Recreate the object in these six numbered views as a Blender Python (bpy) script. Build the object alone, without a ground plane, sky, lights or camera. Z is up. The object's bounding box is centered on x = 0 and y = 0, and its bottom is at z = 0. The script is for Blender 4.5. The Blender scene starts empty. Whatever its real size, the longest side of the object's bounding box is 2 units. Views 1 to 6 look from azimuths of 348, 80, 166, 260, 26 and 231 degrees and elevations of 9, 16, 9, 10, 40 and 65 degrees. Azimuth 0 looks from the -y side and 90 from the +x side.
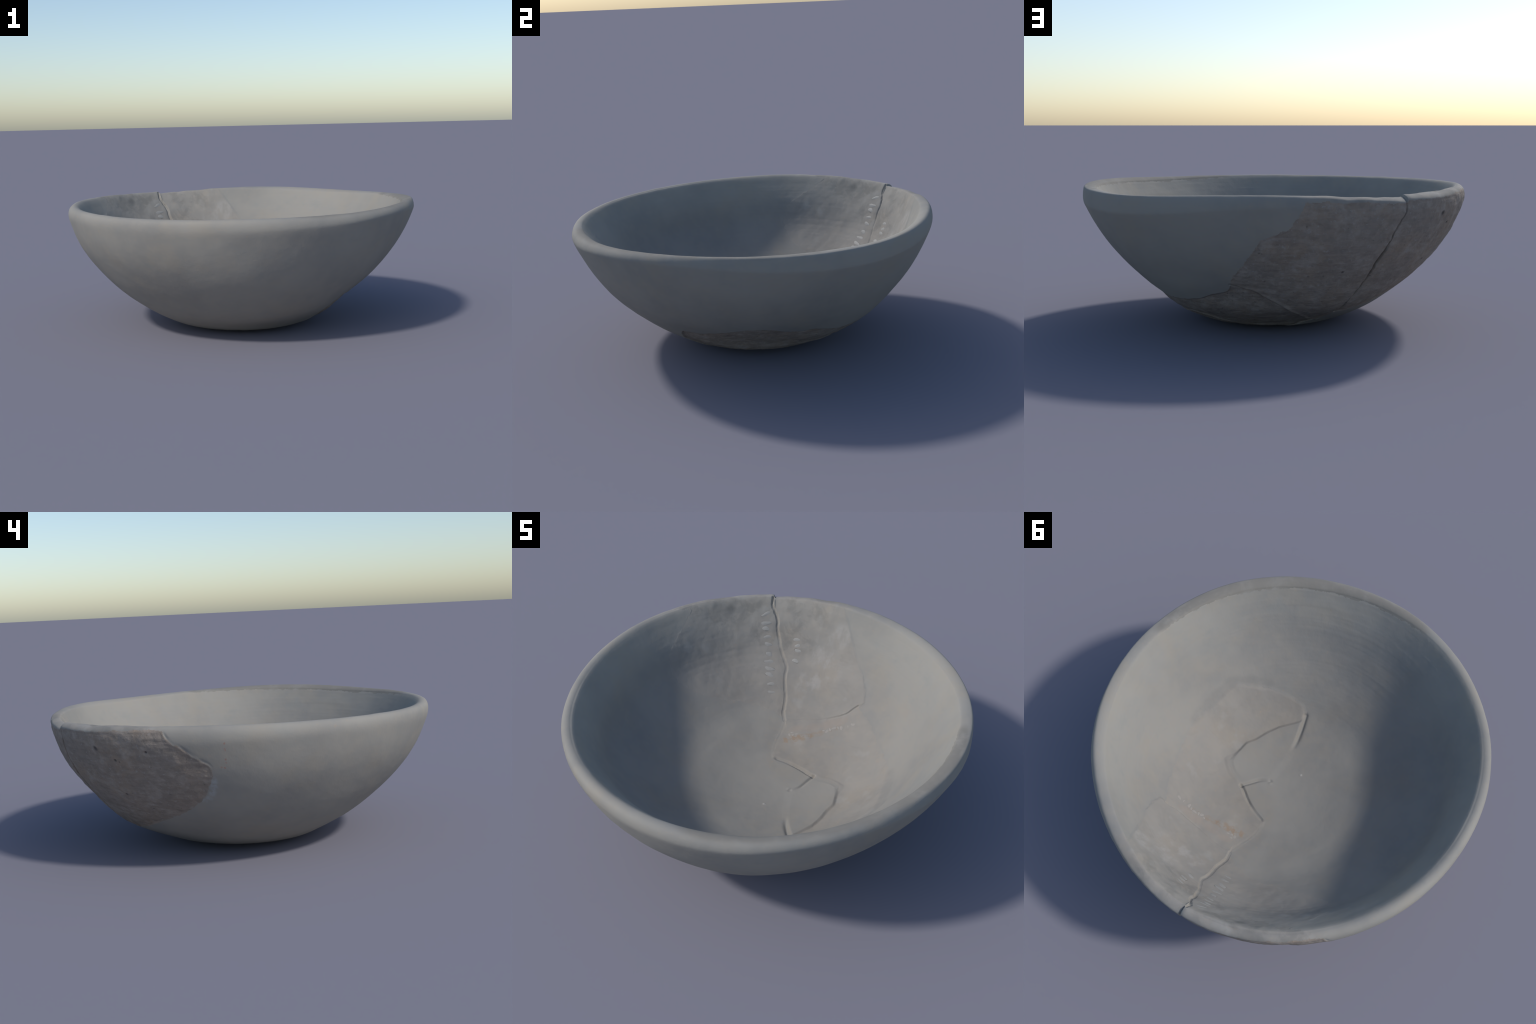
import math
import numpy as np

# ------------------------------------------------------------------ shape
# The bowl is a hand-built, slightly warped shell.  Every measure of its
# meridian (rim radius, rim height, belly, lip) varies gently around the bowl
# and is written as a short harmonic series  a0, a1 cos, b1 sin, a2 cos 2t, ...
POLE = (-0.0052, 0.0082)
FLOOR = (0.0813, 0.0501, 0.0947)      # middle of the inner floor: off centre
SHAPE = dict(
    rim_radius=(0.9960, 0.0004, -0.0037, -0.0047, -0.0080, 0.0039, 0.0059, -0.0020, 0.0021, -0.0012, -0.0011, -0.0001, -0.0020),
    rim_height=(0.6509, -0.0025, -0.0059, -0.0036, -0.0073, -0.0099, -0.0144, 0.0020, -0.0058, 0.0014, 0.0003, -0.0018, 0.0008),
    belly_1=(0.3563, 0.0079, -0.0029, -0.0122, 0.0088, -0.0065, -0.0056),
    belly_2=(0.4612, 0.0095, -0.0059, 0.0151, -0.0035, -0.0004, -0.0041),
    belly_3=(0.5915, -0.0030, 0.0175, -0.0180, 0.0077, -0.0130, -0.0129),
    belly_4=(0.7243, -0.0071, 0.0189, -0.0168, 0.0113, -0.0155, -0.0092),
    belly_5=(0.8474, -0.0116, 0.0018, -0.0079, 0.0028, -0.0049, -0.0059),
    belly_6=(0.9392, -0.0101, 0.0002, -0.0032, 0.0010, -0.0012, -0.0068),
    hollow_1=(0.2429, 0.0593, -0.0127, 0.0149, 0.0163),
    hollow_2=(0.4244, 0.0162, -0.0142, -0.0012, 0.0038, 0.0004, 0.0090),
    hollow_3=(0.5760, -0.0152, 0.0091, -0.0070, 0.0048, 0.0067, 0.0005),
    hollow_4=(0.7016, -0.0219, 0.0096, -0.0047, 0.0100, -0.0046, -0.0015),
    hollow_5=(0.8222, -0.0262, 0.0103, -0.0023, 0.0072, -0.0055, -0.0110),
    hollow_6=(0.9042, -0.0075, 0.0074, -0.0041, 0.0015, -0.0021, -0.0090),
    lip_rise=(0.0546, -0.0052, 0.0122, 0.0064, 0.0058, 0.0115, 0.0140, 0.0008, 0.0012),
    lip_inset=(0.0586, 0.0124, -0.0008, 0.0025, 0.0027, -0.0074, 0.0002),
    shoulder_rise=(0.0561, 0.0071, 0.0078, 0.0092, 0.0085, 0.0024, 0.0118),
    shoulder_inset=(0.0177, 0.0066, -0.0056, 0.0018, 0.0007, -0.0157, 0.0018),
)
KNOTS = np.array([0, .08, .18, .3, .45, .6, .75, .88, 1.0])
KNOTS_IN = np.array([0, .15, .3, .45, .6, .75, .88, 1.0])
N_OUT, N_IN = 320, 290


def harmonics(name, th, order=99):
    c = SHAPE[name]
    v = np.full(th.shape, c[0])
    for k in range(1, (len(c) + 1) // 2):
        if k <= order:
            v = v + c[2 * k - 1] * np.cos(k * th) + c[2 * k] * np.sin(k * th)
    return v


def spline_weights(knots, x):
    """Weights of a natural cubic spline through the knots, at stations x."""
    n = len(knots)
    h = np.diff(knots)
    a, b = np.zeros((n, n)), np.zeros((n, n))
    a[0, 0] = a[-1, -1] = 1
    for i in range(1, n - 1):
        a[i, i - 1], a[i, i], a[i, i + 1] = h[i - 1], 2 * (h[i - 1] + h[i]), h[i]
        b[i, i - 1], b[i, i], b[i, i + 1] = 6 / h[i - 1], -6 / h[i - 1] - 6 / h[i], 6 / h[i]
    m = np.linalg.solve(a, b)
    w = np.zeros((len(x), n))
    for j, v in enumerate(x):
        i = min(max(np.searchsorted(knots, v) - 1, 0), n - 2)
        p, q = (knots[i + 1] - v) / h[i], (v - knots[i]) / h[i]
        w[j, i] += p
        w[j, i + 1] += q
        w[j] += ((p ** 3 - p) * m[i] + (q ** 3 - q) * m[i + 1]) * h[i] ** 2 / 6
    return w


def meridian(th, s, order=99):
    """Outer wall: radius and height at stations s (0 foot .. 1 widest)."""
    rr, zz = harmonics("rim_radius", th, order), harmonics("rim_height", th, order)
    b = [harmonics("belly_%d" % i, th, order) for i in range(1, 7)]
    k = np.stack([np.zeros_like(th), .5 * b[0], *b, np.ones_like(th)])
    return rr * (spline_weights(KNOTS, s) @ k), zz * (s ** 2)[:, None]


def smoothstep(a, b, x):
    t = np.clip((x - a) / (b - a), 0, 1)
    return t * t * (3 - 2 * t)


def angle_gap(a, b):
    return (a - b + math.pi) % (2 * math.pi) - math.pi


def column_angles(n=1500):
    """Columns stand closer together on the mended side of the bowl."""
    t = np.linspace(0, 2 * math.pi, 4001)
    dens = 1.0 + 1.1 * np.exp(-(angle_gap(t, math.radians(115)) / 1.0) ** 2)
    c = np.concatenate([[0], np.cumsum((dens[1:] + dens[:-1]) / 2)])
    return np.interp(np.arange(n) / n * c[-1], c, t)


def hollow(th, edge):
    """Inner wall: from the lip edge down to the floor, as (rows, columns, 3)
    and the angle of every column about the middle of the floor."""
    cx, cy, cz = FLOOR
    dx, dy = edge[:, 0] - cx, edge[:, 1] - cy
    t, reach = np.arctan2(dy, dx), np.hypot(dx, dy)
    s = np.linspace(0, 1, 70)
    b = [harmonics("hollow_%d" % i, t) for i in range(1, 7)]
    k = np.stack([np.zeros_like(t), *b, np.ones_like(t)])
    r = reach * (spline_weights(KNOTS_IN, s) @ k)
    z = cz + (edge[:, 2] - cz) * (s ** 2)[:, None]
    return np.stack([cx + r * np.cos(t), cy + r * np.sin(t), z], -1), t


def resample(p, n):
    """Even rows along every column; also the distance run along the wall."""
    a = np.vstack([np.zeros((1, p.shape[1])), np.cumsum(np.linalg.norm(np.diff(p, axis=0), axis=-1), 0)])
    f = np.linspace(0, 1, n)
    q, d = np.empty((n, p.shape[1], 3)), np.empty((n, p.shape[1]))
    for j in range(p.shape[1]):
        d[:, j] = f * a[-1, j]
        for k in range(3):
            q[:, j, k] = np.interp(d[:, j], a[:, j], p[:, j, k])
    return q, d


def shell(th):
    """Points, distance along the wall and map angle of every row and column.
    Rows run from the foot up the outside, over the lip and down the inside."""
    ro, zo = meridian(th, np.linspace(0, 1, 70))
    R, H = harmonics("rim_radius", th), harmonics("rim_height", th)
    ca, ha = harmonics("shoulder_inset", th), harmonics("shoulder_rise", th)
    ci, hi = harmonics("lip_inset", th), harmonics("lip_rise", th)
    t = np.linspace(0, math.pi / 2, 10)[1:, None]
    q = np.linspace(0, 1, 8)[1:, None]
    r1, z1 = R - ca * (1 - np.cos(t)), H + ha * np.sin(t)
    r2, z2 = R - ca * (1 - q) - ci * q, H + ha * (1 - q) + hi * q + .036 * np.sin(math.pi * q) * ci
    r, z = np.vstack([ro, r1, r2]), np.vstack([zo, z1, z2])
    out = np.stack([POLE[0] + r * np.cos(th), POLE[1] + r * np.sin(th), z], -1)
    inn, t_in = hollow(th, out[-1])
    p_o, a_o = resample(out, N_OUT)
    p_i, a_i = resample(inn, N_IN)
    p = np.concatenate([p_o, p_i[-2::-1]])
    rho = np.vstack([a_o, a_i[-2::-1]])
    ang = np.where(np.arange(len(p))[:, None] < N_OUT, th, t_in)
    # round the lip: crisp inner arris on one side of the bowl, soft on the other
    soft = .5 + .5 * np.tanh((np.abs(angle_gap(th, math.radians(10))) - math.radians(95)) / .35)
    row = np.arange(len(p))[:, None] - (N_OUT - 1)
    near = np.exp(-(row / 34.0) ** 4)

    def blur(x, sig):
        k = np.arange(-18, 19)
        w = np.exp(-.5 * (k / sig) ** 2)
        w /= w.sum()
        y = np.pad(x, ((18, 18), (0, 0)), mode="reflect", reflect_type="odd")
        return sum(wi * y[i:i + x.shape[0]] for i, wi in enumerate(w))

    for k in range(3):
        a = p[..., k].copy()
        p[..., k] = blur(a, 2.5) * (1 - near) + (blur(a, 1.1) * (1 - soft) + blur(a, 5.0) * soft) * near
    p[0], p[-1] = p[0].mean(0), p[-1].mean(0)
    return p, rho, ang, soft, row

# ------------------------------------------------------------------ colours
PLASTER, PLASTER_WARM, PLASTER_DARK = (.284, .272, .246), (.296, .275, .240), (.226, .221, .208)
SLIP, SLIP_WARM, SLIP_DARK = (.292, .275, .247), (.308, .280, .242), (.240, .228, .208)
CLAY, CLAY_WARM, CLAY_DARK, CLAY_PALE = (.252, .218, .188), (.282, .226, .178), (.172, .148, .128), (.328, .294, .260)
WORN = (.212, .200, .178)


# ------------------------------------------------------------------ noise
def lattice_noise(p, seed):
    """Smooth value noise in -1..1 for an (..., 3) array of points."""
    i = np.floor(p).astype(np.int64)
    f = p - i
    f = f * f * f * (f * (f * 6 - 15) + 10)

    def h(dx, dy, dz):
        n = ((i[..., 0] + dx) * 374761393 + (i[..., 1] + dy) * 668265263
             + (i[..., 2] + dz) * 2147483647 + seed * 974634497) & 0xffffffff
        n = ((n ^ (n >> 13)) * 1274126177) & 0xffffffff
        n = ((n ^ (n >> 16)) * 2246822519) & 0xffffffff
        return ((n ^ (n >> 15)) & 0xffff) / 32767.5 - 1

    def mix(a, b, t):
        return a + (b - a) * t
    x = [mix(h(0, y, z), h(1, y, z), f[..., 0]) for z in (0, 1) for y in (0, 1)]
    return mix(mix(x[0], x[1], f[..., 1]), mix(x[2], x[3], f[..., 1]), f[..., 2])


def fractal(p, scale, seed, octaves=3):
    v, a = 0, 1.0
    for o in range(octaves):
        v = v + a * lattice_noise(p * scale * 2 ** o + 17.3 * o, seed + o)
        a *= .5
    return v


# --------------------------------------------------------- lines on the wall
# Drawn on the unrolled wall as (angle in degrees, distance along the wall
# from the foot / from the middle of the floor).
def line(pts, step=.015, jag=0.0, seed=0):
    p = np.array([(r * math.cos(math.radians(t)), r * math.sin(math.radians(t))) for t, r in pts])
    d = np.concatenate([[0], np.cumsum(np.hypot(*np.diff(p, axis=0).T))])
    n = max(2, int(d[-1] / step))
    x = np.linspace(0, d[-1], n)
    q = np.stack([np.interp(x, d, p[:, 0]), np.interp(x, d, p[:, 1])], 1)
    if len(q) > 5:
        k = q.copy()
        k[1:-1] = .25 * q[:-2] + .5 * q[1:-1] + .25 * q[2:]
        q = k
    if jag:
        rng = np.random.default_rng(seed)
        w = rng.normal(0, jag, q.shape)
        w[0] = w[-1] = 0
        q = q + w
    return q


def line_field(xy, q, reach):
    """Signed offset (left of the line is +) and position 0..1 along it."""
    off = np.full(xy.shape[:-1], 9.0).reshape(-1)
    pos = np.zeros(off.shape)
    x, y = xy[..., 0].reshape(-1), xy[..., 1].reshape(-1)
    n, run = len(q) - 1, 10
    for k in range(0, n, run):
        part = q[k:k + run + 1]
        lo, hi = part.min(0) - reach, part.max(0) + reach
        m = np.nonzero((x > lo[0]) & (x < hi[0]) & (y > lo[1]) & (y < hi[1]))[0]
        px, py, best, where = x[m], y[m], off[m], pos[m]
        for i in range(k, min(k + run, n)):
            ax, ay = q[i]
            dx, dy = q[i + 1] - q[i]
            vx, vy = px - ax, py - ay
            u = np.clip((vx * dx + vy * dy) / (dx * dx + dy * dy + 1e-12), 0, 1)
            dist = np.hypot(vx - u * dx, vy - u * dy)
            near = dist < np.abs(best)
            best[near] = np.where(dx * vy - dy * vx < 0, -dist, dist)[near]
            where[near] = (i + u[near]) / n
        off[m], pos[m] = best, where
    return off.reshape(xy.shape[:-1]), pos.reshape(xy.shape[:-1])


def inside(xy, poly):
    x, y = xy[..., 0].reshape(-1), xy[..., 1].reshape(-1)
    lo, hi = poly.min(0), poly.max(0)
    m = np.nonzero((x > lo[0]) & (x < hi[0]) & (y > lo[1]) & (y < hi[1]))[0]
    x, y = x[m], y[m]
    c = np.zeros(len(m), bool)
    for (x1, y1), (x2, y2) in zip(poly, np.roll(poly, -1, 0)):
        if y1 != y2:
            k = np.nonzero((y1 > y) != (y2 > y))[0]
            c[k] ^= x[k] < (x2 - x1) * (y[k] - y1) / (y2 - y1) + x1
    r = np.zeros(xy.shape[:-1], bool).reshape(-1)
    r[m] = c
    return r.reshape(xy.shape[:-1])


def outline(*runs):
    return np.vstack([line(r) if len(r) > 1 else line([r[0], r[0]]) for r in runs])


def arc(a, b, r, n=8):
    return [(a + (b - a) * i / n, r) for i in range(n + 1)]


# outside
DENTS = ((66, .78, 20, .115, -.028), (48, .90, 28, .09, -.009), (32, 1.16, 24, .20, -.010), (75, 1.15, 20, .2, -.003), (126, 1.06, 11, .10, -.005), (97, 1.08, 7, .12, .004), (228, .98, 20, .16, -.004),
         (260, .74, 30, .17, .006), (275, .54, 40, .12, .004), (71, .47, 40, .10, .012), (20, .62, 20, .10, .010), (125, 1.12, 14, .10, -.004),
         (150, 1.15, 13, .2, .001), (50, .78, 30, .08, -.006), (18, .62, 14, .07, .007), (318, .72, 14, .09, -.007), (325, 1.24, 18, .10, .004), (285, 1.28, 25, .10, .003), (215, 1.25, 15, .10, .003))
SWELLS = ((-160, .45, 38, .12, .007), (-150, 1.17, 20, .11, .007), (-141, .98, 16, .20, .007), (-144, .57, 18, .10, .006), (152, .50, 15, .09, .007),
          (41, .97, 12, .10, .004), (41, .46, 20, .10, -.004), (-35, .42, 15, .10, -.003), (-90, .97, 15, .12, -.005), (5, .76, 20, .14, -.005), (135, 1.26, 17, .07, .008))
CRACK = [(112.9, 1.55), (112.7, 1.38), (112.1, 1.341), (112.7, 1.314), (112.7, 1.292), (111.8, 1.258), (111.1, 1.231),
         (110.5, 1.201), (110.2, 1.175), (110.5, 1.148), (109.9, 1.113), (109.2, 1.078), (108.3, 1.017),
         (108.3, .982), (108.0, .929), (107.4, .868), (106.7, .815), (106.1, .759), (105.8, .70), (104.5, .64)]
EDGE_A = [(84.5, 1.347), (84.1, 1.312), (83.0, 1.273), (81.6, 1.243), (81.2, 1.217), (78.2, 1.192), (75.1, 1.171),
          (72.8, 1.159), (72.0, 1.124), (70.3, 1.08), (68.3, 1.036), (66.1, .988), (64.0, .953), (62.2, .908), (62.0, .887)]
FOOT_CRACK = [(62.0, .887), (64.9, .868), (67.0, .854), (69.9, .84), (72.0, .809), (75.1, .772), (78.6, .74),
              (82.3, .69), (86.6, .64), (94.1, .528), (101.3, .49)]
FOOT_A = [(101.3, .49), (103.5, .56), (104.5, .64)]
EDGE_B = [(149.5, 1.40), (150.4, 1.347), (151.5, 1.312), (152.6, 1.29), (155.3, 1.259), (158.1, 1.216), (159.8, 1.194), (162.2, 1.167),
          (162.6, 1.115), (161.4, 1.063), (159.8, 1.002), (156.9, .941), (153.4, .889), (146.3, .828), (138.6, .772),
          (131.0, .725), (124.3, .69), (115, .67), (104.5, .64)]
EDGE_C = [(62.0, .887), (60.0, .83), (54.8, .806), (51.9, .792), (47.4, .76), (42.6, .745), (34.9, .721), (27.4, .715), (21.4, .73),
          (14.0, .76), (10.2, .747), (3.2, .748), (-2.6, .779), (-7.7, .798), (-14.9, .798), (-20.1, .777), (-26, .755),
          (-32.5, .733), (-37.1, .715), (-42, .725), (-46.3, .728), (-48.9, .692), (-50.9, .657), (-52.8, .603), (-51, .529)]
HEEL_C = [(-51, .529), (-48, .42), (-20, .30), (30, .26), (75, .30), (95, .42), (101.3, .49)]
RIDGE_C = [(10, .54), (18.9, .554), (30.9, .574), (36.0, .548), (39.9, .514), (45, .475), (49.4, .454), (58.1, .445)]
# inside (angles about the middle of the floor)
WALL_CRACK = [(118.6, 1.5), (118.6, 1.3), (118.8, 1.209), (119.3, 1.18), (118.6, 1.149), (117.6, 1.113), (117.3, 1.087), (117.8, 1.054),
              (117.3, 1.007), (116.8, 0.955), (116.1, 0.908), (115.1, 0.864), (114.1, 0.829), (114.6, 0.792), (115.1, 0.746),
              (114.9, 0.699), (114.6, 0.657), (115.1, 0.611), (116.1, 0.549), (115.4, 0.506)]
FLOOR_CRACK = [(73.3, 0.66), (74.7, 0.641), (77.5, 0.593), (84.7, 0.549), (93.1, 0.517), (103.3, 0.507), (115.4, 0.506)]
FLOOR_EDGE = [(115.4, 0.506), (117.8, 0.44), (123.3, 0.371), (128.9, 0.301), (131.2, 0.255)]
CHIP_FRONT = [(131.2, 0.255), (116.4, 0.215), (93.7, 0.182), (67.0, 0.17), (59.8, 0.177)]
CHIP_SIDE = [(59.8, 0.177), (55.1, 0.126), (40.3, 0.072), (29.1, 0.019)]
FILL_END = [(59.8, 0.177), (49.3, 0.195), (36.8, 0.244), (25.4, 0.282)]
FILL_BACK = [(25.4, 0.282), (11.8, 0.268), (-5.1, 0.282), (-16.4, 0.277), (-32.6, 0.307), (-44.1, 0.338), (-54.9, 0.369), (-61.2, 0.397)]
FILL_FRONT = [(-62.8, 0.438), (-63.8, 0.382), (-64.9, 0.33), (-66.4, 0.286), (-66.9, 0.204), (-66.9, 0.135), (29.1, 0.019)]
FLOOR_RIM = [(-62.8, 0.438), (-59.1, 0.488), (-47.9, 0.522), (-37.6, 0.554), (-25.9, 0.581), (-15.8, 0.623), (-9.1, 0.608), (0.5, 0.573),
             (15.1, 0.58), (27.0, 0.568), (37.3, 0.564), (49.3, 0.573), (60.6, 0.616), (73.3, 0.66)]
SIDE_A = [(73.3, 0.66), (70.4, 0.68), (73.3, 0.749), (77.5, 0.817), (84.1, 0.922), (89.0, 1.047), (93.1, 1.164), (91.1, 1.25), (89.3, 1.5)]
SIDE_B = [(115.4, 0.506), (120.8, 0.566), (129.7, 0.62), (138.2, 0.666), (149.7, 0.726), (158.4, 0.822), (162.8, 0.942), (161.0, 1.066),
          (155.8, 1.121), (146.7, 1.242), (154.6, 1.3), (154.6, 1.5)]

OUT_A = outline(CRACK[::-1], arc(112.9, 84.5, 1.6), EDGE_A, FOOT_CRACK, FOOT_A)
OUT_B = outline(CRACK, EDGE_B[::-1], arc(149.5, 112.9, 1.6))
OUT_C = outline(FOOT_CRACK, HEEL_C[::-1], EDGE_C[::-1])
IN_A = outline(WALL_CRACK[::-1], arc(118.6, 89.3, 1.6), SIDE_A[::-1], FLOOR_CRACK)
IN_B = outline(WALL_CRACK, SIDE_B, arc(154.6, 118.6, 1.6))
IN_C = outline(FLOOR_CRACK, FLOOR_EDGE, CHIP_FRONT, FILL_END, FILL_BACK, FLOOR_RIM)
FILL = outline(FILL_END, FILL_BACK, FILL_FRONT, CHIP_SIDE[::-1])


def groove(off, left, right, depth, fade=1.0):
    w = np.where(off > 0, left, right)
    return -depth * fade * np.exp(-(off / w) ** 2)


def sharp_groove(off, left, right, depth, fade=1.0):
    w = np.where(off > 0, left, right)
    return -depth * fade * np.clip(1 - np.abs(off) / w, 0, 1) ** .7


def build_shell():
    th = column_angles()
    p, rho, ang, soft, row = shell(th)

    def normals(p):
        n = np.cross(np.roll(p, -1, 1) - np.roll(p, 1, 1), np.gradient(p, axis=0))
        n /= np.linalg.norm(n, axis=-1, keepdims=True) + 1e-12
        n[0], n[-1] = (0, 0, -1), (0, 0, 1)
        return n
    nrm = normals(p)
    assert nrm[N_OUT // 2, :, 2].mean() < 0
    xy = np.stack([rho * np.cos(ang), rho * np.sin(ang)], -1)
    xo, xi = xy[:N_OUT], xy[N_OUT:]
    d = np.zeros(rho.shape)
    do, di = d[:N_OUT], d[N_OUT:]

    # ---- regions (edges made a little ragged)
    wob = np.stack([fractal(p, 55, 3, 2), fractal(p, 55, 8, 2)], -1) * .0050
    wob_o, wob_i = xo + wob[:N_OUT], xi + wob[N_OUT:]
    part = np.zeros(rho.shape, np.int8)
    for k, (o, i) in enumerate(((OUT_A, IN_A), (OUT_B, IN_B), (OUT_C, IN_C)), 1):
        part[:N_OUT][inside(wob_o, o)] = k
        part[N_OUT:][inside(wob_i, i)] = k

    # ---- broad form
    d += .0016 * fractal(p, 3.5, 21, 2) + .0005 * fractal(p, 16, 22, 2)
    # the old inner faces keep their lumps and scraper marks
    q = p[N_OUT:]
    old = np.where(part[N_OUT:] > 0, 1.0, .25)
    scrape = np.stack([q[..., 0] * 22, q[..., 1] * 22, q[..., 2] * 5], -1)
    di += old * (.0011 * fractal(q, 12, 23, 3) + .0007 * fractal(scrape, 1.0, 24, 2))
    ring = np.stack([p[..., 0] * 3, p[..., 1] * 3, p[..., 2] * 60], -1)
    di += .0004 * fractal(ring[N_OUT:], 1.0, 31, 2)

    # hand-shaped hollows and swellings of the outer wall
    for a, q, wa, wq, dp in DENTS:
        do += dp * np.exp(-(np.degrees(angle_gap(th, math.radians(a))) / wa) ** 2 - ((rho[:N_OUT] - q) / wq) ** 2)
    for a, q, wa, wq, dp in SWELLS:
        di += dp * np.exp(-(np.degrees(angle_gap(ang[N_OUT:], math.radians(a))) / wa) ** 2 - ((rho[N_OUT:] - q) / wq) ** 2)
    # rounding took a little off the lip
    d += .0032 * np.exp(-((row + 6) / 14.0) ** 2) * (.35 + .65 * soft)

    # ---- outside: worn, pitted sherds lying a little below the plaster skin
    def sink(xy, poly, depth, soft):
        q = np.vstack([poly, poly[:1]])
        off, _ = line_field(xy, q, .08)
        ins = inside(xy, poly)
        return -depth * np.where(ins, smoothstep(0, soft, np.abs(off)), 0)
    low = smoothstep(1.340, 1.325, rho[:N_OUT])

    def inset(xy, poly):
        off, _ = line_field(xy, np.vstack([poly, poly[:1]]), .08)
        return np.where(inside(xy, poly), smoothstep(0, .016, np.abs(off)), 0)
    rough = (.0016 * fractal(p[:N_OUT], 26, 41, 4) - .0035 * np.clip(fractal(p[:N_OUT], 22, 47, 2) - .75, 0, 1)
             + .0009 * fractal(np.stack([p[:N_OUT, :, 0] * 9, p[:N_OUT, :, 1] * 9, p[:N_OUT, :, 2] * 60], -1), 1, 44, 3))
    do += rough * low * np.maximum(np.maximum(inset(xo, OUT_A), inset(xo, OUT_B)), inset(xo, OUT_C))
    do += low * (sink(xo, OUT_A, .0020, .012) + sink(xo, OUT_B, .0020, .012) + sink(xo, OUT_C, .0065, .009))
    off, t = line_field(xo, line(CRACK, jag=.0016, seed=5), .06)
    mid = np.exp(-((t - .52) / .30) ** 2)
    gape = np.clip(.62 + .55 * fractal(p[:N_OUT], 14, 57, 2), .25, 1.2)
    do += sharp_groove(off / gape, .0075, .010, .016, (.45 + 1.1 * mid) * gape ** .5) * (t < .995)
    do += groove(off, .012, .022, .004, mid)
    do += sharp_groove(off, .010, .013, .034, np.exp(-((t - .53) / .055) ** 2))      # a chip gapes half way down
    off, t = line_field(xo, line(FOOT_CRACK, jag=.001, seed=6), .06)
    do += sharp_groove(off, .010, .006, .007) + .004 * np.exp(-((off + .012) / .010) ** 2) * smoothstep(0, .2, t)
    off, t = line_field(xo, line(RIDGE_C), .08)
    do += .005 * np.exp(-(off / .009) ** 2) * smoothstep(0, .15, t) * smoothstep(1, .8, t)
    off, t = line_field(xo, line(EDGE_B[1:9]), .06)      # chipped plaster edge above the sherd
    chip = np.clip(.35 + .9 * fractal(p[:N_OUT], 18, 55, 2), 0, 1.4)
    do += .0020 * chip * np.exp(-((off - .010) / .014) ** 2) * smoothstep(0, .1, t) * smoothstep(1, .7, t)
    do += -.0045 * chip * np.exp(-((off + .007) / .009) ** 2) * smoothstep(1, .6, t)
    for a, q, w, dp in ((141, 1.272, .045, .0045), (134.9, 1.2, .008, .005), (145.5, 1.243, .010, .007), (132, .991, .008, .005),
                        (129.1, 1.258, .012, .003), (98.1, .975, .008, .005), (88, 1.238, .014, .004), (124, 1.11, .006, .004)):
        c = np.array([q * math.cos(math.radians(a)), q * math.sin(math.radians(a))])
        e = xo - c
        u = e @ np.array([math.cos(math.radians(a)), math.sin(math.radians(a))])
        v = e @ np.array([-math.sin(math.radians(a)), math.cos(math.radians(a))])
        do += -dp * np.exp(-(u / w / .55) ** 2 - (v / w) ** 2)

    # ---- inside: cracks, steps between sherds, plaster fill
    def step(poly, height, soft):
        q = np.vstack([poly, poly[:1]])
        off, _ = line_field(xi, q, .09)
        s = np.where(inside(xi, poly), 1, -1) * np.abs(off)
        return height * smoothstep(-soft, soft, s)
    low_in = smoothstep(0, 14, np.arange(len(xi))[:, None])
    di += step(IN_C, .0028, .015) + low_in * step(IN_A, .0035, .012) + low_in * step(IN_B, .0012, .035)
    back, _ = line_field(xi, line(FILL_BACK), .3)
    faint = .010
    for q, k in ((FILL_END, .030), (CHIP_SIDE, .012), (FILL_FRONT[3:], .020)):
        off, _ = line_field(xi, line(q), .10)
        faint = faint + k * np.exp(-(off / .035) ** 2)
    di += step(FILL, 1.0, faint) * (.0025 + .0095 * np.exp(-(back / .10) ** 2))      # the fill tilts up towards its far edge
    off, t = line_field(xi, line(WALL_CRACK, jag=.0014, seed=9), .08)
    di += (sharp_groove(off, .008, .014, .0045 + .0195 * smoothstep(.55, .1, t)) + groove(off, .006, .03, .004)) * np.clip(.85 + .5 * fractal(p[N_OUT:], 9, 59, 2), .4, 1.25)
    off, t = line_field(xi, line(FLOOR_CRACK, jag=.0008, seed=10), .05)
    di += sharp_groove(off, .008, .006, .006, .35 + .65 * smoothstep(.5, .1, t))
    off, t = line_field(xi, line(FLOOR_EDGE), .25)
    side = smoothstep(.005, -.009, off)
    di += -(.0045 * np.exp(-(off / .05) ** 2) * side + .0062 * np.exp(-(off / .10) ** 2) * (1 - side) * (np.abs(off) < 1)) * smoothstep(1.0, .6, t) * smoothstep(0, .22, t)
    off, t = line_field(xi, line(CHIP_FRONT), .08)
    vary = np.clip(.85 + .45 * fractal(p[N_OUT:], 13, 58, 2), .35, 1.3)
    di += -.0135 * vary * np.clip(1 - np.sqrt((off / .0125) ** 2 + .012), 0, 1) * smoothstep(0, .10, t)
    # the inner coat stops at a ragged line just under the bevelled lip
    below = (np.arange(len(xi))[:, None]) * .0042
    rag = .006 + .004 * fractal(p[N_OUT:], 30, 81, 3)
    coat = np.exp(-(np.degrees(angle_gap(th, math.radians(-12))) / 62) ** 4)
    di += .0009 * coat * (smoothstep(rag, rag + .004, below) - 1)
    off, t = line_field(xi, line(CHIP_SIDE), .06)
    di += groove(off, .009, .009, .009, smoothstep(1, .55, t))
    off, t = line_field(xi, line(FILL_FRONT[:5]), .06)
    di += groove(off, .013, .010, .013, smoothstep(1, .5, t))
    off, t = line_field(xi, line(FLOOR_RIM[2:10]), .30)
    lift = np.where(off < .02, np.exp(-((off - .02) / .016) ** 2), np.exp(-((off - .02) / .11) ** 2))
    di += .0045 * lift * smoothstep(0, .3, t) * smoothstep(1, .7, t)
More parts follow.
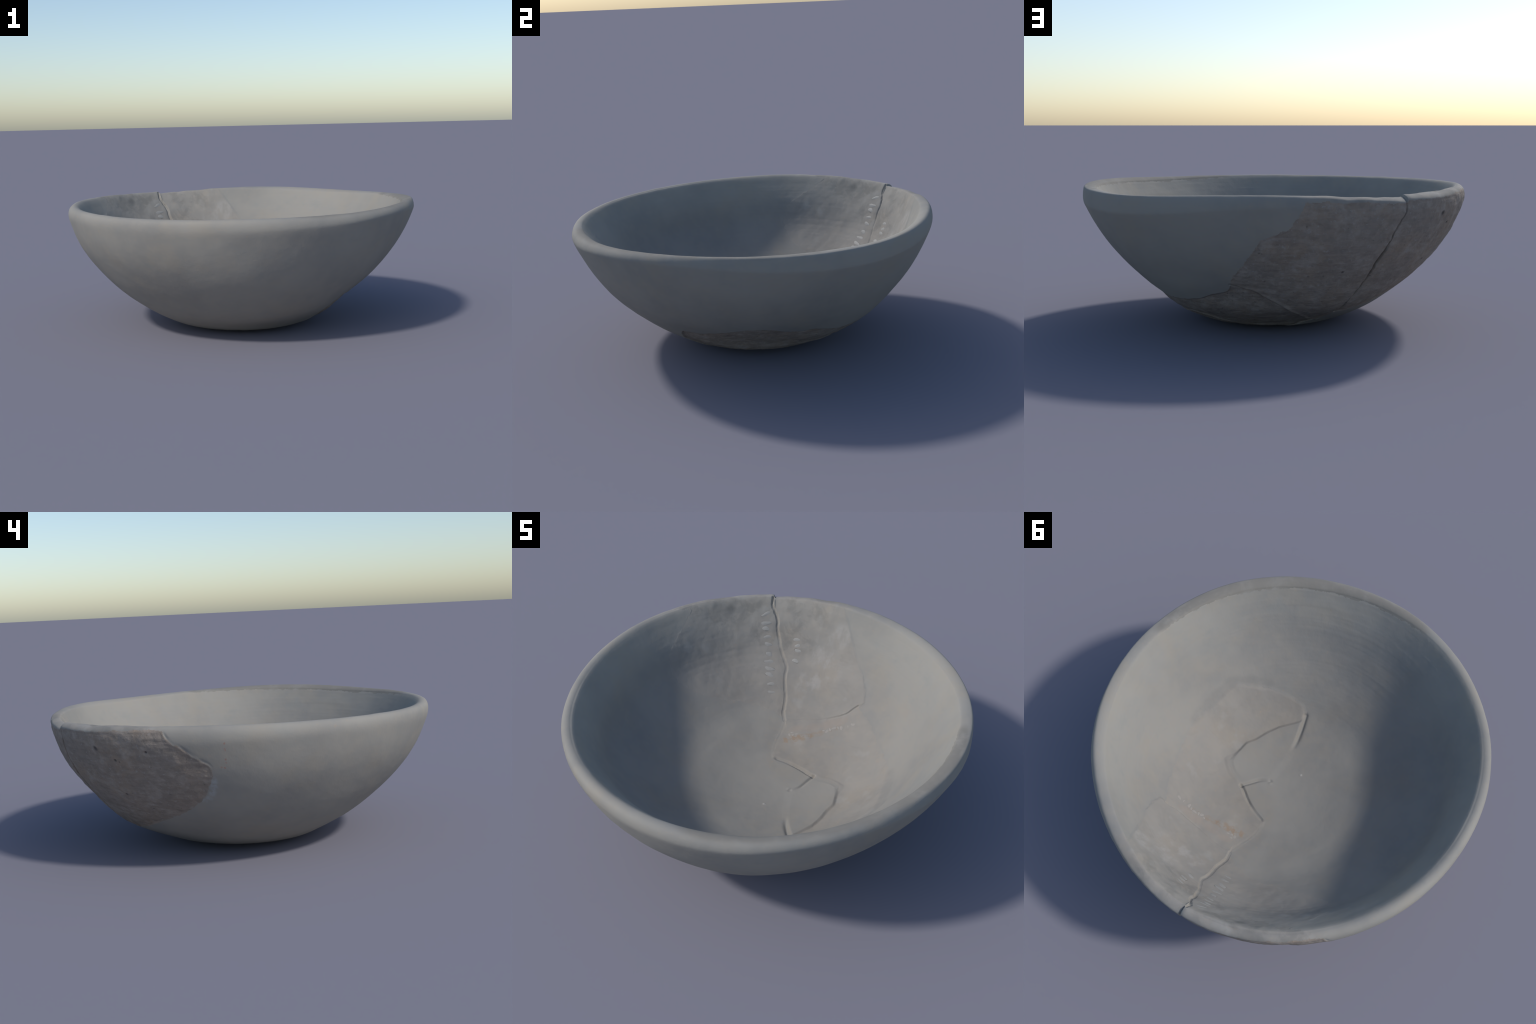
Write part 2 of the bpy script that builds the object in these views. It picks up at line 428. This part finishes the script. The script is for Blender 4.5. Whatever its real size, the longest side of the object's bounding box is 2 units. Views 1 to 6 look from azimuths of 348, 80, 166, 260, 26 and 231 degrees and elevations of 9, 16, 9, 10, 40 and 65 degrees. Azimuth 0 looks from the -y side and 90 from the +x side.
    for a, q, w, dp in ((28.6, 0.015, .010, -.006), (61.0, 0.015, .009, .004), (248.4, 0.162, .006, .003)):
        c = np.array([q * math.cos(math.radians(a)), q * math.sin(math.radians(a))])
        di += dp * np.exp(-(((xi - c) ** 2).sum(-1)) / w ** 2)

    p = p + nrm * d[..., None]
    # ---- the mended lip: one sherd sits higher than its neighbour, edges nibbled
    lip = np.exp(-((np.arange(rho.shape[0])[:, None] - N_OUT + 8) / 26.0) ** 2)
    gap = np.degrees(angle_gap(th, math.radians(112.8)))
    p[..., 2] += lip * .007 * np.where(gap > 0, np.exp(-(gap / 9) ** 2), -.3 * np.exp(-(gap / 5) ** 2))
    out = smoothstep(-1, 1, gap) * smoothstep(42, 26, gap)
    p += lip[..., None] * out[None, :, None] * .006 * np.stack([.2 * np.cos(th), .2 * np.sin(th), 1 + 0 * th], -1)
    mended = smoothstep(80, 88, np.degrees(th)) * smoothstep(154, 147, np.degrees(th))
    p[..., 2] += lip * mended * .0028 * fractal(p, 11, 61, 2)
    p[0], p[-1] = p[0].mean(0), p[-1].mean(0)
    # rest on the ground, centred
    lo, hi = p.reshape(-1, 3).min(0), p.reshape(-1, 3).max(0)
    shift = np.array([-(lo[0] + hi[0]) / 2, -(lo[1] + hi[1]) / 2, -lo[2]])
    p = p + shift
    return dict(th=th, ang=ang, p=p, n=normals(p), rho=rho, part=part, xy=xy, wob=wob)


def at(sh, angle, dist, side="in"):
    """Point and normal on the finished wall."""
    rows = np.arange(N_OUT, sh["rho"].shape[0]) if side == "in" else np.arange(N_OUT)
    j = int(np.argmin(np.abs(angle_gap(sh["ang"][rows[5]], math.radians(angle)))))
    i = rows[int(np.argmin(np.abs(sh["rho"][rows, j] - dist)))]
    return sh["p"][i, j], sh["n"][i, j]


# ================================================================ Blender
import bpy
from mathutils import Matrix, Vector


class Graph:
    """Small helper for writing node materials as expressions."""

    def __init__(self, name):
        self.mat = bpy.data.materials.new(name)
        self.mat.use_nodes = True
        self.t = self.mat.node_tree
        self.t.nodes.clear()
        self.out = self.t.nodes.new("ShaderNodeOutputMaterial")
        self.bsdf = self.t.nodes.new("ShaderNodeBsdfPrincipled")
        self.t.links.new(self.bsdf.outputs[0], self.out.inputs[0])
        self.coord = self.t.nodes.new("ShaderNodeTexCoord").outputs["Object"]

    def put(self, socket, v):
        if isinstance(v, bpy.types.NodeSocket):
            self.t.links.new(v, socket)
        else:
            socket.default_value = v

    def stretch(self, scale):
        n = self.t.nodes.new("ShaderNodeMapping")
        self.put(n.inputs["Vector"], self.coord)
        n.inputs["Scale"].default_value = scale
        return n.outputs[0]

    def noise(self, scale, detail=4, rough=.55, vec=None, distort=0):
        n = self.t.nodes.new("ShaderNodeTexNoise")
        self.put(n.inputs["Vector"], vec or self.coord)
        n.inputs["Scale"].default_value = scale
        n.inputs["Detail"].default_value = detail
        n.inputs["Roughness"].default_value = rough
        n.inputs["Distortion"].default_value = distort
        return n.outputs["Fac"]

    def ramp(self, v, a, b):
        n = self.t.nodes.new("ShaderNodeMapRange")
        n.interpolation_type = "SMOOTHSTEP"
        self.put(n.inputs["Value"], v)
        n.inputs["From Min"].default_value, n.inputs["From Max"].default_value = a, b
        return n.outputs[0]

    def math(self, op, a, b=0.0):
        n = self.t.nodes.new("ShaderNodeMath")
        n.operation = op
        self.put(n.inputs[0], a)
        self.put(n.inputs[1], b)
        return n.outputs[0]

    def mix(self, f, a, b, mode="MIX"):
        n = self.t.nodes.new("ShaderNodeMix")
        n.data_type, n.blend_type = "RGBA", mode
        self.put(n.inputs["Factor"], f)
        for k, v in ((6, a), (7, b)):
            self.put(n.inputs[k], (*v, 1) if isinstance(v, tuple) and len(v) == 3 else v)
        return n.outputs[2]

    def blob(self, centre, size, angle=0.0):
        """1 at the centre of an ellipsoid, 0 on its surface and beyond."""
        n = self.t.nodes.new("ShaderNodeMapping")
        n.vector_type = "TEXTURE"
        self.put(n.inputs["Vector"], self.coord)
        n.inputs["Location"].default_value = centre
        n.inputs["Rotation"].default_value = (0, 0, angle)
        n.inputs["Scale"].default_value = size
        g = self.t.nodes.new("ShaderNodeTexGradient")
        g.gradient_type = "SPHERICAL"
        self.put(g.inputs["Vector"], n.outputs[0])
        return g.outputs["Fac"]

    def finish(self, colour, bump=None, strength=.2, distance=.004, rough=.85, spec=.25):
        self.put(self.bsdf.inputs["Base Color"], colour)
        self.put(self.bsdf.inputs["Roughness"], rough)
        self.bsdf.inputs["Specular IOR Level"].default_value = spec
        if bump is not None:
            b = self.t.nodes.new("ShaderNodeBump")
            b.inputs["Strength"].default_value, b.inputs["Distance"].default_value = strength, distance
            self.put(b.inputs["Height"], bump)
            self.put(self.bsdf.inputs["Normal"], b.outputs[0])
        return self.mat


def spot(sh, a, r, side="in"):
    return tuple(float(v) for v in at(sh, a, r, side)[0])


def cloudy_grey(g, base, warm, dark):
    """Pale mineral grey with faint clouds and pinkish / greenish flecks."""
    cloud = g.ramp(g.noise(2.4, 3, .55), .38, .66)
    c = g.mix(g.math("MULTIPLY", cloud, .65), base, dark)
    beige = g.ramp(g.noise(4.3, 4, .6, distort=.2), .48, .70)
    c = g.mix(g.math("MULTIPLY", beige, .45), c, (base[0] * 1.06, base[1] * .99, base[2] * .90))
    fine = g.ramp(g.noise(13, 5, .6), .40, .72)
    c = g.mix(g.math("MULTIPLY", fine, .45), c, warm)
    cool = g.ramp(g.noise(7, 5, .65, vec=g.stretch((1, 1, 1.6))), .50, .74)
    c = g.mix(g.math("MULTIPLY", cool, .48), c, (base[0] * .86, base[1] * .91, base[2] * .95))
    fleck = g.ramp(g.noise(48, 3, .6), .60, .78)
    c = g.mix(g.math("MULTIPLY", fleck, .40), c, (warm[0] * 1.12, warm[1] * .97, warm[2] * .88))
    return c


def dark_band(g, sh, c):
    """Soft darker band tinted in where the floor sherd meets the plaster wall."""
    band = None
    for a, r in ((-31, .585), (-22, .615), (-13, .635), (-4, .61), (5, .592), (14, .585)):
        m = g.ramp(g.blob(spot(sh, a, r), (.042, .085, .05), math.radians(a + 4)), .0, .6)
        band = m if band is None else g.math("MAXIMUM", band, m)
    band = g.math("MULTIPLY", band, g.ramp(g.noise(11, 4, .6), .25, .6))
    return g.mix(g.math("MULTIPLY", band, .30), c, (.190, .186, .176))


def plaster_material(sh):
    g = Graph("cast_plaster")
    c = cloudy_grey(g, PLASTER, PLASTER_WARM, PLASTER_DARK)
    # a broken column of tiny red marks near the mended edge
    for a, r, h in ((166.5, 1.275, .010), (166.5, 1.243, .024), (166.5, 1.197, .008), (166.5, 1.18, .008), (166.2, 1.154, .010), (165.3, 1.156, .007)):
        m = g.ramp(g.blob(spot(sh, a, r, "out"), (.007, .007, h)), .05, .8)
        c = g.mix(g.math("MULTIPLY", m, g.math("MULTIPLY", g.ramp(g.noise(160, 2), .38, .55), .75)), c, (.30, .15, .125))
    # whitish smear along the mended edge
    for a, r, s in ((162.7, 1.09, .026), (162.6, 1.065, .028), (162.4, 1.045, .028), (161.9, 1.02, .028), (161.4, 1.0, .026), (160.2, .972, .026), (158.6, .952, .022)):
        m = g.ramp(g.blob(spot(sh, a, r, "out"), (s, s, s * 1.2)), .1, .7)
        m = g.math("MULTIPLY", m, g.ramp(g.noise(40, 4), .30, .62))
        c = g.mix(g.math("MULTIPLY", m, .5), c, (.33, .345, .355))
    for a, r in ((248.4, 0.162),):
        m = g.ramp(g.blob(spot(sh, a, r), (.013, .010, .02)), .1, .7)
        c = g.mix(g.math("MULTIPLY", m, .7), c, (.40, .385, .36))
    c = dark_band(g, sh, c)
    bump = g.math("ADD", g.noise(55, 5, .6), g.math("MULTIPLY", g.noise(230, 3), .3))
    return g.finish(c, bump, .18, .004)


def slip_material(sh):
    """Inner face of the sherds: pale, faintly pink, stained towards the lip."""
    g = Graph("pale_slip")
    c = cloudy_grey(g, SLIP, SLIP_WARM, SLIP_DARK)
    # darker blotches below the mended lip
    near = None
    for a, r, s in ((105.7, 1.189, .20), (110.8, 0.992, .15), (130.7, 1.221, .18), (139.4, 1.203, .17), (148.3, 1.25, .12), (124.0, 1.017, .12)):
        b = g.ramp(g.blob(spot(sh, a, r), (s, s, s)), .0, .5)
        near = b if near is None else g.math("MAXIMUM", near, b)
    blotch = g.ramp(g.noise(12, 4, .6, distort=.4), .42, .62)
    c = g.mix(g.math("MULTIPLY", g.math("MULTIPLY", near, blotch), .42), c, (.165, .160, .148))
    for a, r in ((133.6, 1.191),):
        m = g.ramp(g.blob(spot(sh, a, r), (.04, .04, .035)), .05, .8)
        c = g.mix(g.math("MULTIPLY", m, .5), c, (.13, .128, .12))
    smear = g.ramp(g.noise(6.5, 5, .65, distort=.5), .50, .68)
    c = g.mix(g.math("MULTIPLY", smear, .30), c, (.215, .204, .186))
    # rusty stain and pink bloom beside the floor crack
    grain = g.ramp(g.noise(34, 4, .65), .42, .60)
    for a, r, s, k in ((110.6, 0.376, (.07, .032, .06), .95), (105.4, 0.381, (.06, .028, .05), .75), (99.3, 0.393, (.065, .028, .05), .7), (90.8, 0.427, (.06, .026, .05), .55),
                       (80.5, 0.493, (.055, .026, .05), .45)):
        m = g.ramp(g.blob(spot(sh, a, r), s, math.radians(31)), .0, .45)
        c = g.mix(g.math("MULTIPLY", g.math("MULTIPLY", m, grain), k * .72), c, (.275, .20, .138))
    for a, r, s in ((77.8, 0.546, .06), (85.6, 0.506, .07), (96.3, 0.46, .07), (106.7, 0.448, .06)):
        m = g.ramp(g.blob(spot(sh, a, r), (s, s * .5, s), math.radians(31)), .0, .7)
        c = g.mix(g.math("MULTIPLY", m, .45), c, (.30, .252, .212))
    # ochre rim where plaster meets the floor sherd
    for a, r, s in ((18.9, 0.565, .10), (35.8, 0.568, .09), (52.9, 0.589, .09), (71.1, 0.661, .08)):
        m = g.ramp(g.blob(spot(sh, a, r), (s, s, .1)), .1, .7)
        m = g.math("MULTIPLY", m, g.ramp(g.noise(22, 4), .45, .66))
        c = g.mix(g.math("MULTIPLY", m, .30), c, (.315, .265, .21))
    # paler brushed streaks beside the crack
    brush = g.ramp(g.noise(1.0, 4, .6, vec=g.stretch((14, 14, 3))), .42, .66)
    for a, r, s in ((99, .92, .13), (96, .80, .12), (104, .72, .10), (92, 1.0, .10)):
        m = g.ramp(g.blob(spot(sh, a, r), (s, s, s)), .0, .6)
        c = g.mix(g.math("MULTIPLY", g.math("MULTIPLY", m, brush), .7), c, (.335, .318, .295))
    # chalky patches
    chalk = g.ramp(g.noise(9, 3, .5), .58, .72)
    c = g.mix(g.math("MULTIPLY", chalk, .35), c, (.335, .33, .31))
    c = dark_band(g, sh, c)
    bump = g.math("ADD", g.noise(45, 5, .6), g.math("MULTIPLY", g.noise(200, 3), .3))
    return g.finish(c, bump, .22, .004)


def clay_material(sh):
    """Weathered outer face of the sherds: brown-grey, pitted, streaked."""
    g = Graph("weathered_clay")
    cloud = g.ramp(g.noise(5, 4, .6), .35, .66)
    c = g.mix(cloud, CLAY, CLAY_WARM)
    pale = g.ramp(g.noise(10, 5, .65, distort=.3), .46, .64)
    c = g.mix(g.math("MULTIPLY", pale, .70), c, CLAY_PALE)
    mott = g.ramp(g.noise(24, 5, .65), .35, .68)
    c = g.mix(g.math("MULTIPLY", mott, .5), c, CLAY_DARK)
    streak = g.ramp(g.noise(1.0, 4, .6, vec=g.stretch((9, 9, 55))), .45, .70)
    c = g.mix(g.math("MULTIPLY", streak, .35), c, (CLAY[0] * 1.25, CLAY[1] * 1.25, CLAY[2] * 1.25))
    speck = g.ramp(g.noise(60, 3, .6), .60, .70)
    c = g.mix(g.math("MULTIPLY", speck, .55), c, (.31, .295, .275))
    pit = g.ramp(g.noise(42, 2, .5), .31, .24)
    c = g.mix(g.math("MULTIPLY", pit, .45), c, (.07, .06, .055))
    for a, r, s in ((134.9, 1.2, .014), (132, .991, .013), (98.1, .975, .012), (129.1, 1.258, .022), (145.5, 1.243, .012)):
        m = g.ramp(g.blob(spot(sh, a, r, "out"), (s, s, s)), .1, .8)
        c = g.mix(g.math("MULTIPLY", m, .75), c, (.05, .045, .045))
    bump = g.math("ADD", g.noise(38, 6, .7), g.math("MULTIPLY", g.noise(1.0, 4, .6, vec=g.stretch((12, 12, 80))), .5))
    return g.finish(c, bump, .55, .006, rough=.9, spec=.2)


def worn_material(sh):
    """The same plaster, rubbed browner and darker along part of the lip."""
    g = Graph("rubbed_plaster")
    c = cloudy_grey(g, PLASTER, PLASTER_WARM, PLASTER_DARK)
    rub = None
    for a in range(-78, 12, 10):
        q = spot(sh, a, 1.39, "out")
        m = g.ramp(g.blob(q, (.050, .17, .045), math.radians(a)), .0, .45)
        rub = m if rub is None else g.math("MAXIMUM", rub, m)
    c = g.mix(g.math("MULTIPLY", rub, g.ramp(g.noise(9, 4, .6), .15, .55)), c, WORN)
    return g.finish(c, g.noise(55, 5, .6), .25, .004)


def bead_material():
    g = Graph("dried_glue")
    c = g.mix(g.ramp(g.noise(60, 3), .35, .65), (.325, .316, .294), (.285, .273, .248))
    return g.finish(c, g.noise(120, 3), .2, .003, rough=.55, spec=.35)


def crumb_material():
    g = Graph("chalky_plaster")
    c = g.mix(g.ramp(g.noise(70, 3), .35, .65), (.345, .328, .30), (.30, .275, .243))
    return g.finish(c, g.noise(120, 3), .3, .003)


def main():
    sh = build_shell()
    p, part, rho = sh["p"], sh["part"], sh["rho"]
    rows, cols = rho.shape
    bowl = bpy.data.objects.new("mended_bowl", None)
    bowl.empty_display_size = .3
    bpy.context.scene.collection.objects.link(bowl)
    bowl["label"] = "grey restored pottery bowl with brown weathered sherds and cracks"
    bowl["category"] = "bowl"

    def add(name, mesh, parent=bowl):
        o = bpy.data.objects.new(name, mesh)
        bpy.context.scene.collection.objects.link(o)
        o.parent = parent
        return o

    # vertices: one pole below, the rings, one pole inside
    verts = np.vstack([p[0, :1], p[1:-1].reshape(-1, 3), p[-1, :1]])
    last = len(verts) - 1
    i, j = np.meshgrid(np.arange(1, rows - 2), np.arange(cols), indexing="ij")
    jn = (j + 1) % cols

    def vid(i, j):
        return 1 + (i - 1) * cols + j
    quads = np.stack([vid(i, j), vid(i, jn), vid(i + 1, jn), vid(i + 1, j)], -1).reshape(-1, 4)
    jj = np.arange(cols)
    foot = np.stack([np.zeros(cols, int), vid(1, (jj + 1) % cols), vid(1, jj)], -1)
    top = np.stack([np.full(cols, last), vid(rows - 2, jj), vid(rows - 2, (jj + 1) % cols)], -1)
    # outward normals for the whole shell
    n = sh["n"]
    vn = np.vstack([n[0, :1], n[1:-1].reshape(-1, 3), n[-1, :1]])

    kind = part[i, j].reshape(-1)
    ragged = 1.335 + .0065 * fractal(p, 26, 71, 3) + .010 * np.exp(-(np.degrees(angle_gap(sh["th"], math.radians(145))) / 9) ** 2)[None]
    clay = ((i < N_OUT) & (rho[i, j] < ragged[i, j])).reshape(-1)
    mats = [plaster_material(sh), slip_material(sh), clay_material(sh)]

    def piece(name, faces, tris=(), slots=None, materials=()):
        idx = np.concatenate([faces.reshape(-1), *[t.reshape(-1) for t in tris]])
        used, inv = np.unique(idx, return_inverse=True)
        nq = faces.shape[0]
        nt = sum(t.shape[0] for t in tris)
        me = bpy.data.meshes.new(name)
        me.vertices.add(len(used))
        me.vertices.foreach_set("co", verts[used].astype(np.float32).reshape(-1))
        me.loops.add(len(inv))
        me.loops.foreach_set("vertex_index", inv.astype(np.int32))
        me.polygons.add(nq + nt)
        starts = np.concatenate([np.arange(nq) * 4, nq * 4 + np.arange(nt) * 3]).astype(np.int32)
        me.polygons.foreach_set("loop_start", starts)
        for m in materials:
            me.materials.append(m)
        if slots is not None:
            me.polygons.foreach_set("material_index", slots.astype(np.int32))
        me.update(calc_edges=True)
        me.validate()
        me.polygons.foreach_set("use_smooth", np.ones(len(me.polygons), bool))
        me.normals_split_custom_set_from_vertices(vn[used].astype(np.float32))
        return add(name, me)

    # bare, rubbed lip where the inner coat of plaster has worn away
    turn = np.degrees(angle_gap(sh["th"], math.radians(-32)))[None] + 8 * fractal(p, 9, 91, 2)
    inner_stop = 1.5 + 2.2 * fractal(p, 28, 92, 3)
    outer_stop = -24 + 2 * fractal(p, 7, 93, 3)
    away = np.arange(rows)[:, None] - N_OUT
    worn = ((np.abs(turn) < 62) & (away < inner_stop) & (away > outer_stop))[i, j].reshape(-1)
    k0 = (kind == 0) & ~worn
    piece("plaster_body", quads[k0], (foot, top), None, mats[:1])
    piece("worn_lip", quads[(kind == 0) & worn], (), None, [worn_material(sh)])
    for k in (1, 2, 3):
        m = kind == k
        piece("pottery_sherd", quads[m], (), clay[m].astype(int), mats[1:])

    # ---- dried glue beads on both sides of the wall crack
    def dome(name, seed):
        """A low, irregular pat about one unit wide, flat side down."""
        me = bpy.data.meshes.new(name)
        vs, fs, nr, na = [(0, 0, 1)], [], 7, 20
        for a in range(1, nr + 1):
            f = a / nr
            for b in range(na):
                q = 2 * math.pi * b / na
                k = 1 + .16 * math.sin(2 * q + seed) + .10 * math.sin(3 * q + 2.1 * seed)
                vs.append((f * k * math.cos(q), f * k * math.sin(q), math.cos(f * math.pi / 2) ** .8 * (1 + .1 * math.sin(5 * f + q + seed)) - .25 * f ** 6))
        for b in range(na):
            fs.append((0, 1 + b, 1 + (b + 1) % na))
        for a in range(nr - 1):
            for b in range(na):
                c = 1 + a * na
                fs.append((c + b, c + na + b, c + na + (b + 1) % na, c + (b + 1) % na))
        fs.append(tuple(1 + (nr - 1) * na + b for b in reversed(range(na))))
        me.from_pydata(vs, [], fs)
        me.polygons.foreach_set("use_smooth", [True] * len(me.polygons))
        return me

    def lay(name, mesh, a, r, size, turn):
        c, nn = at(sh, a, r)
        nn = Vector(nn)
        t = Vector((-math.sin(math.radians(a)), math.cos(math.radians(a)), 0))
        t = (t - nn * t.dot(nn)).normalized()
        t = Matrix.Rotation(turn, 3, nn) @ t
        b = nn.cross(t)
        o = add(name, mesh)
        m = Matrix((t * size[0], b * size[1], nn * size[2])).transposed().to_4x4()
        m.translation = Vector(c) - nn * size[2] * .12
        o.matrix_world = m

    rng = np.random.default_rng(11)
    shapes = [dome("glue_bead", s) for s in (.4, 1.9, 3.3)]
    glue = bead_material()
    for s in shapes:
        s.materials.append(glue)
    left = [(121.8, 1.133), (122.3, 1.087), (122.0, 1.053), (121.8, 1.005), (121.8, 0.963), (121.5, 0.907), (121.5, 0.869), (122.0, 0.823), (122.5, 0.785),
            (121.8, 0.733), (122.5, 0.682)]
    right = [(110.8, 0.979), (110.1, 0.948), (109.8, 0.91), (110.3, 0.853)]
    for k, (a, r) in enumerate(left + right):
        a, r = a + rng.uniform(-.3, .3), r + rng.uniform(-.004, .004)
        w = rng.uniform(.022, .031) if k < len(left) else rng.uniform(.018, .026)
        lay("glue_bead", shapes[k % 3], a, r, (w, rng.uniform(.0105, .015) if k < 15 else .024, rng.uniform(.0015, .0022) if k < len(left) else .0011), rng.uniform(-.3, .3))

    # ---- chalky crumbs stuck along the floor crack
    crumbs = [dome("plaster_crumb", s) for s in (.9, 2.6)]
    chalk = crumb_material()
    for s in crumbs:
        s.materials.append(chalk)
    for k, (a, r, w) in enumerate(((70.0, 0.556, .012), (72.2, 0.534, .007), (75.8, 0.509, .012), (77.8, 0.503, .009), (80.2, 0.493, .013), (82.5, 0.475, .010),
                                   (84.1, 0.461, .012), (86.6, 0.459, .009), (106.5, 0.411, .010), (109.0, 0.405, .009), (112.1, 0.407, .011), (110.1, 0.422, .008))):
        lay("plaster_crumb", crumbs[k % 2], a, r, (w * 1.1, w * rng.uniform(.6, .9), rng.uniform(.0009, .0016)), rng.uniform(0, 3))


main()
